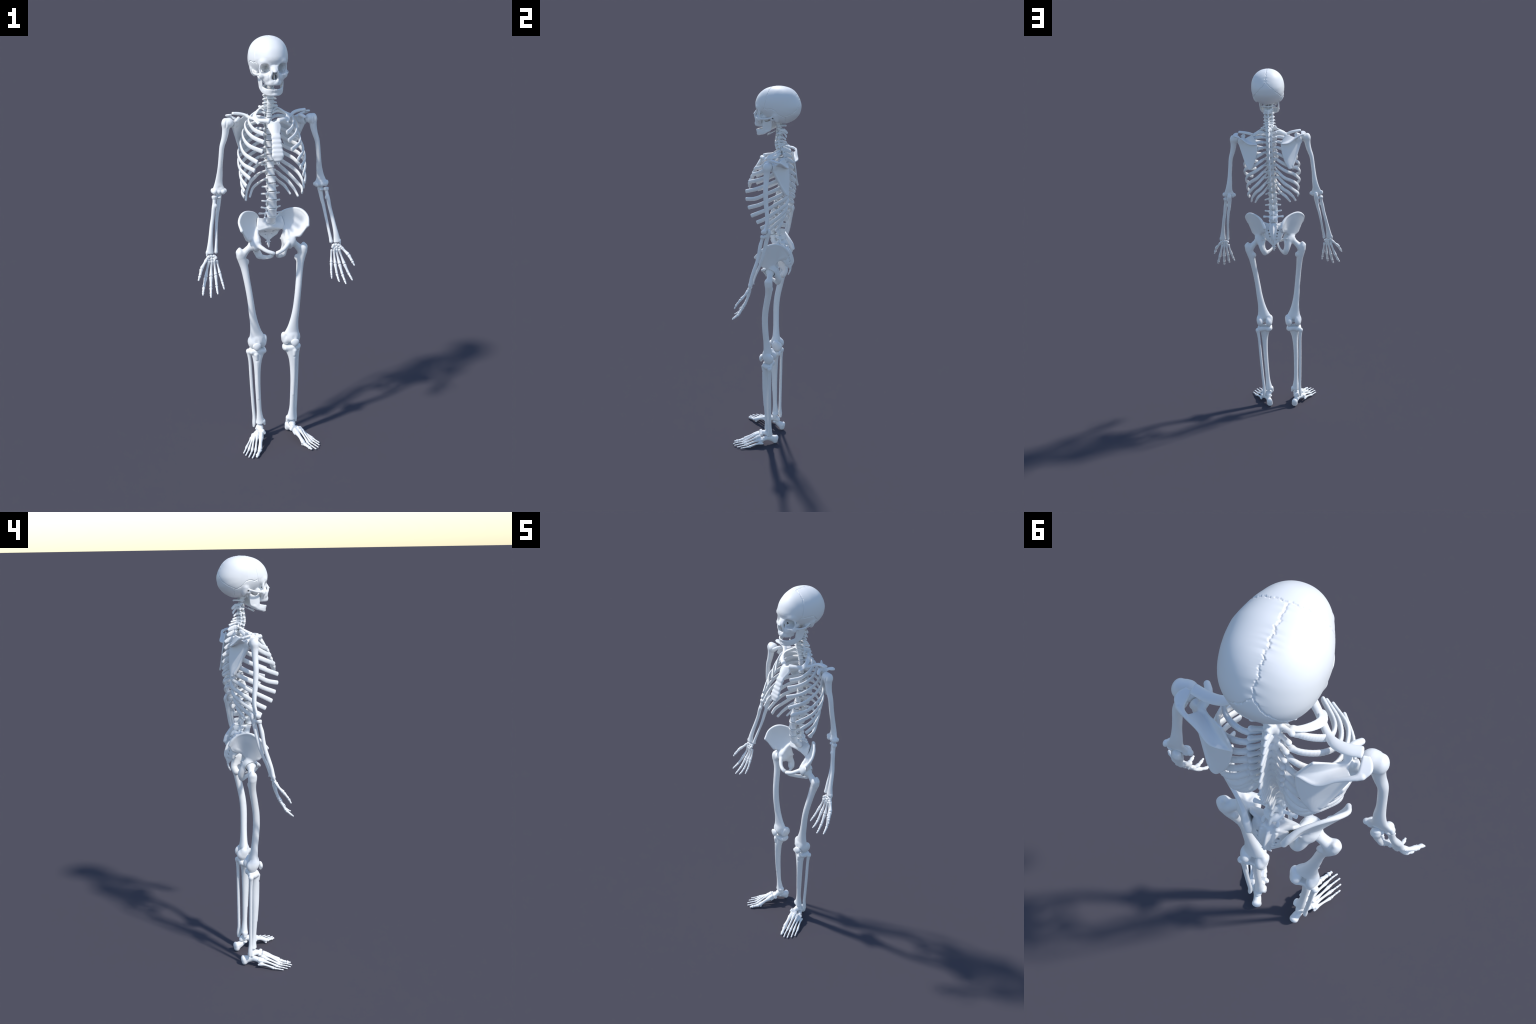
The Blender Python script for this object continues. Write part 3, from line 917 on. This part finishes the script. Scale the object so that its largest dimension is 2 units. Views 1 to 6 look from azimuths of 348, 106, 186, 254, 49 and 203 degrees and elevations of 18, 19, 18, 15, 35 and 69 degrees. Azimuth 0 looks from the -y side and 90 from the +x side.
# ------------------------------------------------------------------ hand
# joints of each ray: metacarpal base, knuckle, finger joints, tip
HAND = {
    1: [(.3290, -.0200, 1.0075), (.3560, -.0425, 0.9765), (.3672, -.0620, .9500), (.3770, -.0715, .9285)],
    2: [(.3155, -.0185, 1.0000), (.3370, -.0355, .9295), (.3512, -.0550, .8895), (.3582, -.0755, .8715), (.3613, -.0882, .8612)],
    3: [(.3020, -.0180, 1.0015), (.3126, -.0360, .9320), (.3188, -.0615, .8875), (.3238, -.0840, .8620), (.3257, -.0990, .8502)],
    4: [(.2910, -.0190, 1.0015), (.2901, -.0370, .9370), (.2914, -.0612, .8930), (.2925, -.0820, .8720), (.2929, -.0980, .8640)],
    5: [(.2785, -.0180, 1.0010), (.2702, -.0380, .9435), (.2641, -.0580, .9078), (.2611, -.0740, .8895), (.2597, -.0832, .8784)]}
FAT = {1: 1.0, 2: .98, 3: 1.0, 4: .92, 5: .82}


def shaft(a, b, prof, ref, flat=.92, start=.54, bow=(0, 0, 0)):
    """bone between two joints: prof = radii from base to head, a hair's gap at both ends"""
    a, b = vec(a), vec(b)
    d = unit(b - a)
    r0, r1 = prof[0], prof[-1]
    p, q = a + d * (r0 * start + .0002), b - d * (r1 * .68 + .0002)
    t = np.linspace(0, 1, len(prof))
    return Tube([p * (1 - k) + q * k + vec(bow) * 4 * k * (1 - k) for k in t], [(r, r * flat) for r in prof], ref=ref, per=4, cap=.8)


def build_hand():
    L, R = group('hand'), group('hand')
    side = (1, .2, .1)
    for ray, J in HAND.items():
        k = FAT[ray]
        J = [vec(j) for j in J]
        # palm side is concave: metacarpals and first phalanges bow backwards a little
        mc = [.0074, .0060, .0050, .0051, .0064, .0076]
        if ray == 1:
            mc = [.0082, .0068, .0060, .0062, .0072, .0080]
        bone('metacarpal', [('+', shaft(J[0], J[1], [r * k for r in mc], side, start=.15, bow=(0, .0048, .001) if ray > 1 else (-.001, .002, .001)), 0),
                            ('+', Ball(J[1] - unit(J[1] - J[0]) * .0060 * k, .0074 * k), .003)], .001, L, R)
        segs = list(zip(J[1:-1], J[2:]))
        for i, (a, b) in enumerate(segs):
            first, last = i == 0, i == len(segs) - 1
            if first:
                pr = [.0084, .0075, .0066, .0061, .0062, .0068]
            elif not last:
                pr = [.0073, .0062, .0053, .0050, .0053, .0057]
            else:
                pr = [.0058, .0047, .0037, .0033, .0037, .0034]
            if ray == 1 and last:
                pr = [.0070, .0060, .0047, .0040, .0042, .0038]
            bone('finger_bone', [('+', shaft(a, b, [r * k for r in pr], side, .85), 0)], .001, L, R)
    # wrist: two rows of pebbles
    for c, r, rot in (((.3165, -.0140, 1.0205), (.0095, .0070, .0065), (0, 30, 0)),      # scaphoid
                      ((.3030, -.0105, 1.0235), (.0072, .0080, .0066), (0, 0, 0)),       # lunate
                      ((.2895, -.0120, 1.0225), (.0078, .0072, .0060), (0, -25, 0)),     # triquetral
                      ((.2820, -.0205, 1.0160), (.0052, .0060, .0065), (0, 0, 0)),       # pisiform
                      ((.3255, -.0185, 1.0130), (.0062, .0070, .0055), (0, 40, 0)),      # trapezium
                      ((.3165, -.0165, 1.0080), (.0050, .0068, .0052), (0, 0, 0)),       # trapezoid
                      ((.3030, -.0155, 1.0095), (.0062, .0078, .0085), (0, 0, 0)),       # capitate
                      ((.2905, -.0165, 1.0095), (.0066, .0072, .0070), (0, 15, 0))):     # hamate
        o = [('+', Block(c, r, min(r) * .75, rot), 0)]
        if c == (.2905, -.0165, 1.0095):
            o.append(('+', Tube([(.2900, -.019, 1.0075), (.2895, -.0275, 1.0060)], [.0038, .0026]), .002))
        bone('wrist_bone', o, .0009, L, R, 2)


# ------------------------------------------------------------------ pelvis and leg
def build_hip():
    S = ROOT
    crest = [(.047, .121, 1.137), (.056, .111, 1.159), (.072, .091, 1.182), (.097, .070, 1.1970), (.1265, .047, 1.2030), (.1495, .024, 1.1930), (.1645, -.003, 1.1690), (.1580, -.0290, 1.1360)]
    low = [(.050, .108, 1.115), (.0555, .092, 1.108), (.0645, .071, 1.104), (.077, .055, 1.091), (.092, .042, 1.078), (.105, .030, 1.077), (.118, .016, 1.079), (.131, -.001, 1.087)]
    cr = [.0085, .0085, .0062, .0046, .0048, .0064, .0056, .0066]
    lr = [.0085, .0085, .0085, .0095, .0110, .0110, .0090, .0065]
    rows, rad = [], []
    bulge = [0, .001, .003, .005, .006, .006, .004, 0]
    for t in (0, .33, .66, 1):
        row, rr = [], []
        for i, (c, l) in enumerate(zip(crest, low)):
            p = vec(c) * (1 - t) + vec(l) * t
            p = p + unit((.55, .80, .1)) * bulge[i] * 4 * t * (1 - t)
            row.append(p)
            mid = (.0058, .0068, .0050, .0026, .0022, .0026, .0035, .0040)[i]
            rr.append((cr[i], mid * (1 if t < .5 else 1.35), mid * (1 if t < .5 else 1.35), lr[i])[(0, .33, .66, 1).index(t)])
        rows.append(row)
        rad.append(rr)
    hc = vec((.0905, .0345, 1.0420))
    o = [('+', Plate(rows, rad, per=3), 0),
         ('+', Tube(crest, cr, per=5), .003),
         ('+', Ball(hc + (-.004, .001, .004), (.0325, .0350, .0360)), .010),
         # arcuate line towards the sacral joint
         ('+', Tube([(.058, .090, 1.119), (.0665, .066, 1.110), (.0730, .042, 1.091), (.0735, .018, 1.064)], [.0085, .0090, .0100, .0095]), .008),
         # inner wall between the notch, the spine and the seat bone
         ('+', Plate([[(.070, .030, 1.080), (.066, .050, 1.085), (.0645, .063, 1.088)],
                      [(.068, .026, 1.058), (.060, .048, 1.062), (.0520, .066, 1.059)],
                      [(.066, .034, 1.036), (.062, .053, 1.036), (.0590, .071, 1.036)],
                      [(.066, .048, 1.016), (.064, .061, 1.014), (.0630, .074, 1.012)]],
                     [[.006] * 3, [.006, .005, .0035], [.006, .006, .005], [.006, .007, .007]]), .006),
         # ischium
         ('+', Tube([(.082, .058, 1.045), (.077, .069, 1.020), (.067, .074, .996), (.0585, .068, .9775)], [.0165, .0155, .0165, .0165]), .008),
         ('+', Tube([(.068, .066, 1.056), (.055, .0695, 1.0545), (.0475, .071, 1.0540)], [(.004, .0065), (.003, .0050), (.0018, .0025)]), .005),
         ('+', Tube([(.0570, .066, .9745), (.0430, .051, .9735), (.0280, .027, .979), (.0160, .002, .990)], [(.0085, .0140), (.0062, .0120), (.0056, .0095), (.0058, .0095)], ref=(1, 0, 0)), .006),
         # pubis
         ('+', Tube([(.078, .016, 1.050), (.060, -.005, 1.038), (.040, -.020, 1.0255), (.0180, -.0270, 1.0170), (.0095, -.0265, 1.0130)],
                    [(.0120, .0120), (.0102, .0100), (.0092, .0090), (.0092, .0090), (.0075, .0085)]), .006),
         ('+', Tube([(.0095, -.0240, 1.014), (.0105, -.0130, 1.001), (.0140, -.003, .992)], [(.0062, .0090), (.0062, .0095), (.0055, .0090)], ref=(1, 0, 0)), .005),
         ('+', Ball((.125, .004, 1.083), (.0085, .0085, .010)), .006),
         # socket
         ('-', Ball(hc, .0285), .002),
         ('-', Tube([hc, hc + vec((.055, .0, -.030))], [.0275, .0300]), .003),
         ('-', Ball((.0480, .026, 1.0060), (.016, .019, .017), (-35, 0, 0)), .005)]
    bone('hip_bone', o, .0017, S, S)


def build_leg():
    S = ROOT
    bone('femur', [
        ('+', Ball((.0915, .0345, 1.0425), .0262), 0),
        ('+', Tube([(.0980, .0360, 1.0395), (.1190, .0400, 1.0230), (.1400, .0430, 1.0010)], [(.0175, .0175), (.0150, .0155), (.0175, .0190)], ref=(0, 1, 0)), .006),
        ('+', Ball((.1565, .0430, 1.0030), (.0185, .0205, .0250)), .008),
        ('+', Tube([(.1640, .0440, 1.0120), (.1570, .0470, 1.0260)], [.0115, .0075]), .006),
                ('+', Ball((.1225, .0510, .9575), (.0105, .0090, .0150)), .008),
        ('+', Tube([(.1510, .0440, .9850), (.1420, .0430, .9550), (.1365, .0390, .9250), (.1295, .0290, .8700), (.1225, .0205, .8150), (.1160, .0175, .7600),
                    (.1095, .0195, .7000), (.1010, .0230, .6450), (.0940, .0260, .6000), (.0890, .0280, .5700)],
                   [(.0215, .0200), (.0205, .0185), (.0178, .0170), (.0155, .0165), (.0150, .0165), (.0152, .0165), (.0170, .0160), (.0205, .0160), (.0285, .0180), (.0380, .0215)],
                   ref=(1, 0, 0)), .008),
        ('+', Ball((.1115, .0400, .5405), (.0195, .0285, .0290)), .006),
        ('+', Ball((.0595, .0420, .5390), (.0205, .0295, .0285)), .006),
        ('+', Ball((.0895, .0170, .5530), (.0315, .0175, .0290)), .008),
        ('+', Ball((.0495, .0370, .5580), (.0130, .0170, .0200)), .008),
        ('+', Ball((.1200, .0350, .5520), (.0120, .0160, .0200)), .008),
        ('-', Tube([(.0870, .0800, .5300), (.0870, .0420, .5200)], [(.0095, .0190), (.0085, .0150)], ref=(1, 0, 0)), .006),
        ('-', Tube([(.0945, -.0080, .5700), (.0925, -.0020, .5350)], [(.0060, .0050), (.0070, .0060)], ref=(1, 0, 0)), .010)], .0019, S, S)
    bone('patella', [('+', Ball((.0965, -.0055, .5370), (.0215, .0095, .0175)), 0),
                     ('+', Ball((.0960, -.0060, .5265), (.0120, .0075, .0145)), .008)], .0013, S, S)
    bone('tibia', [
        ('+', Block((.0860, .0330, .4985), (.0410, .0270, .0110), .0100), 0),
        ('+', Ball((.1090, .0370, .4930), (.0215, .0255, .0165)), .006),
        ('+', Ball((.0630, .0370, .4930), (.0210, .0260, .0165)), .006),
        ('+', Tube([(.0865, .0300, .4970), (.0885, .0250, .4700), (.0905, .0220, .4350), (.0915, .0225, .3800), (.0915, .0235, .3200), (.0890, .0270, .2400),
                    (.0860, .0310, .1650), (.0830, .0345, .1200), (.0805, .0360, .0950)],
                   [(.0390, .0260), (.0275, .0215), (.0195, .0195), (.0150, .0175), (.0135, .0155), (.0125, .0135), (.0128, .0120), (.0175, .0150), (.0235, .0185)],
                   ref=(1, 0, 0), cap=.5), .006),
        ('+', Tube([(.0985, .0070, .4850), (.0960, .0060, .4640)], [.0095, .0060]), .008),
        ('+', Tube([(.0950, .0075, .4450), (.0935, .0090, .3500), (.0900, .0170, .2400)], [.0045, .0045, .0045]), .006),
        ('+', Tube([(.0625, .0360, .1000), (.0590, .0370, .0800)], [(.0075, .0130), (.0055, .0090)], ref=(1, 0, 0)), .007),
        ('+', Tube([(.0860, .0330, .5050), (.0860, .0330, .5140)], [.0060, .0030]), .005),
        ('-', Ball((.0870, .0680, .5010), (.0085, .0090, .0120)), .006),
        ('-', Ball((.0860, .0355, .0690), (.0165, .0240, .0155)), .003)], .0018, S, S)
    bone('fibula', [
        ('+', Tube([(.1275, .0520, .4870), (.1255, .0515, .4700), (.1220, .0520, .4300), (.1195, .0530, .3600), (.1165, .0540, .2800), (.1120, .0552, .1800),
                    (.1090, .0560, .1250), (.1095, .0575, .0850), (.1115, .0595, .0620)],
                   [.0125, .0095, .0078, .0078, .0078, .0078, (.0080, .0085), (.0085, .0115), (.0055, .0070)], ref=(1, 0, 0)), 0),
        ('+', Ball((.1290, .0540, .4920), (.0085, .0085, .0090)), .006)], .0013, S, S)


# ------------------------------------------------------------------ foot
# joints of each ray: metatarsal base, ball of the foot, toe joints, tip
FOOT = {
    1: [(.0945, -.0350, .0440), (.1135, -.0945, .0140), (.1310, -.1240, .0085), (.1415, -.1440, .0060)],
    2: [(.1120, -.0255, .0530), (.1365, -.0915, .0105), (.1480, -.1180, .0090), (.1565, -.1325, .0060), (.1642, -.1440, .0042)],
    3: [(.1255, -.0160, .0440), (.1520, -.0840, .0100), (.1650, -.1080, .0080), (.1730, -.1215, .0055), (.1792, -.1320, .0038)],
    4: [(.1300, -.0040, .0340), (.1655, -.0700, .0090), (.1775, -.0905, .0068), (.1850, -.1025, .0050), (.1902, -.1120, .0035)],
    5: [(.1345, .0120, .0215), (.1735, -.0470, .0080), (.1840, -.0680, .0055), (.1910, -.0795, .0045), (.1965, -.0890, .0035)]}


def build_foot():
    L, R = group('foot'), group('foot')
    side = (.8, -.3, 0)
    for ray, J in FOOT.items():
        J = [vec(j) for j in J]
        big = ray == 1
        mt = [.0125, .0100, .0084, .0084, .0095, .0108] if big else [.0086, .0060, .0047, .0045, .0052, .0066]
        o = [('+', shaft(J[0], J[1], mt, side, 1.05, start=.1, bow=(0, 0, .0020)), 0)]
        if ray == 5:
            o.append(('+', Tube([(.1355, .0080, .0205), (.1335, .0215, .0180)], [.0080, .0055]), .004))
        if big:
            o.append(('+', Ball((.1065, -.0880, .0065), (.0048, .0062, .0048)), .002))
            o.append(('+', Ball((.1175, -.0850, .0065), (.0048, .0062, .0048)), .002))
        bone('metatarsal', o, .0011, L, R)
        segs = list(zip(J[1:-1], J[2:]))
        for i, (a, b) in enumerate(segs):
            last = i == len(segs) - 1
            if big:
                pr = [.0100, .0085, .0072, .0068, .0078] if not last else [.0092, .0075, .0052, .0045, .0062]
            elif i == 0:
                pr = [.0060, .0046, .0037, .0035, .0042]
            elif not last:
                pr = [.0044, .0038, .0034, .0034, .0038]
            else:
                pr = [.0040, .0036, .0030, .0030, .0034]
            o = [('+', shaft(a, b, pr, side, .85), 0)]
            bone('toe_bone', o, .0009, L, R)
    bone('heel_bone', [
        ('+', Tube([(.0755, .0815, .0270), (.0800, .0640, .0300), (.0900, .0440, .0350), (.1020, .0300, .0370), (.1120, .0200, .0360)],
                   [(.0165, .0210), (.0145, .0185), (.0125, .0150), (.0130, .0135), (.0120, .0125)], ref=(1, .4, 0), cap=.75), 0),
        ('+', Ball((.0750, .0790, .0150), (.0165, .0145, .0150)), .006),
        ('+', Ball((.0760, .0870, .0340), (.0145, .0100, .0160)), .006),
        ('+', Ball((.0780, .0330, .0440), (.0120, .0110, .0070)), .006)], .0013, L, R)
    bone('ankle_bone', [
        ('+', Ball((.0845, .0370, .0640), (.0180, .0230, .0150)), 0),
        ('+', Tube([(.0840, .0260, .0640), (.0830, .0120, .0600)], [.0130, .0130]), .006),
        ('+', Ball((.0840, .0520, .0570), (.0150, .0120, .0110)), .006),
        ('+', Tube([(.0900, .0400, .0660), (.1010, .0440, .0540)], [.0110, .0060]), .005)], .0013, L, R)
    tarsals = [((.0835, -.0010, .0535), (.0200, .0085, .0140), .0065, (12, 25, 25)),    # navicular
               ((.0900, -.0205, .0470), (.0105, .0150, .0155), .0065, (25, 10, 20)),      # medial cuneiform
               ((.1050, -.0140, .0545), (.0082, .0110, .0115), .005, (25, 18, 20)),       # middle cuneiform
               ((.1165, -.0060, .0460), (.0082, .0125, .0125), .005, (22, 25, 25)),       # lateral cuneiform
               ((.1220, .0075, .0335), (.0125, .0150, .0125), .006, (12, 28, 28))]        # cuboid
    for c, hf, r, rot in tarsals:
        bone('tarsal_bone', [('+', Block(c, hf, r, rot), 0)], .0011, L, R, 2)


# ------------------------------------------------------------------ assemble
head = build_skull()
build_mandible(head)
build_hyoid()
build_spine()
for n in RIBS:
    rib(n)
build_sternum()
build_shoulder()
build_arm()
build_hand()
build_hip()
build_leg()
build_foot()
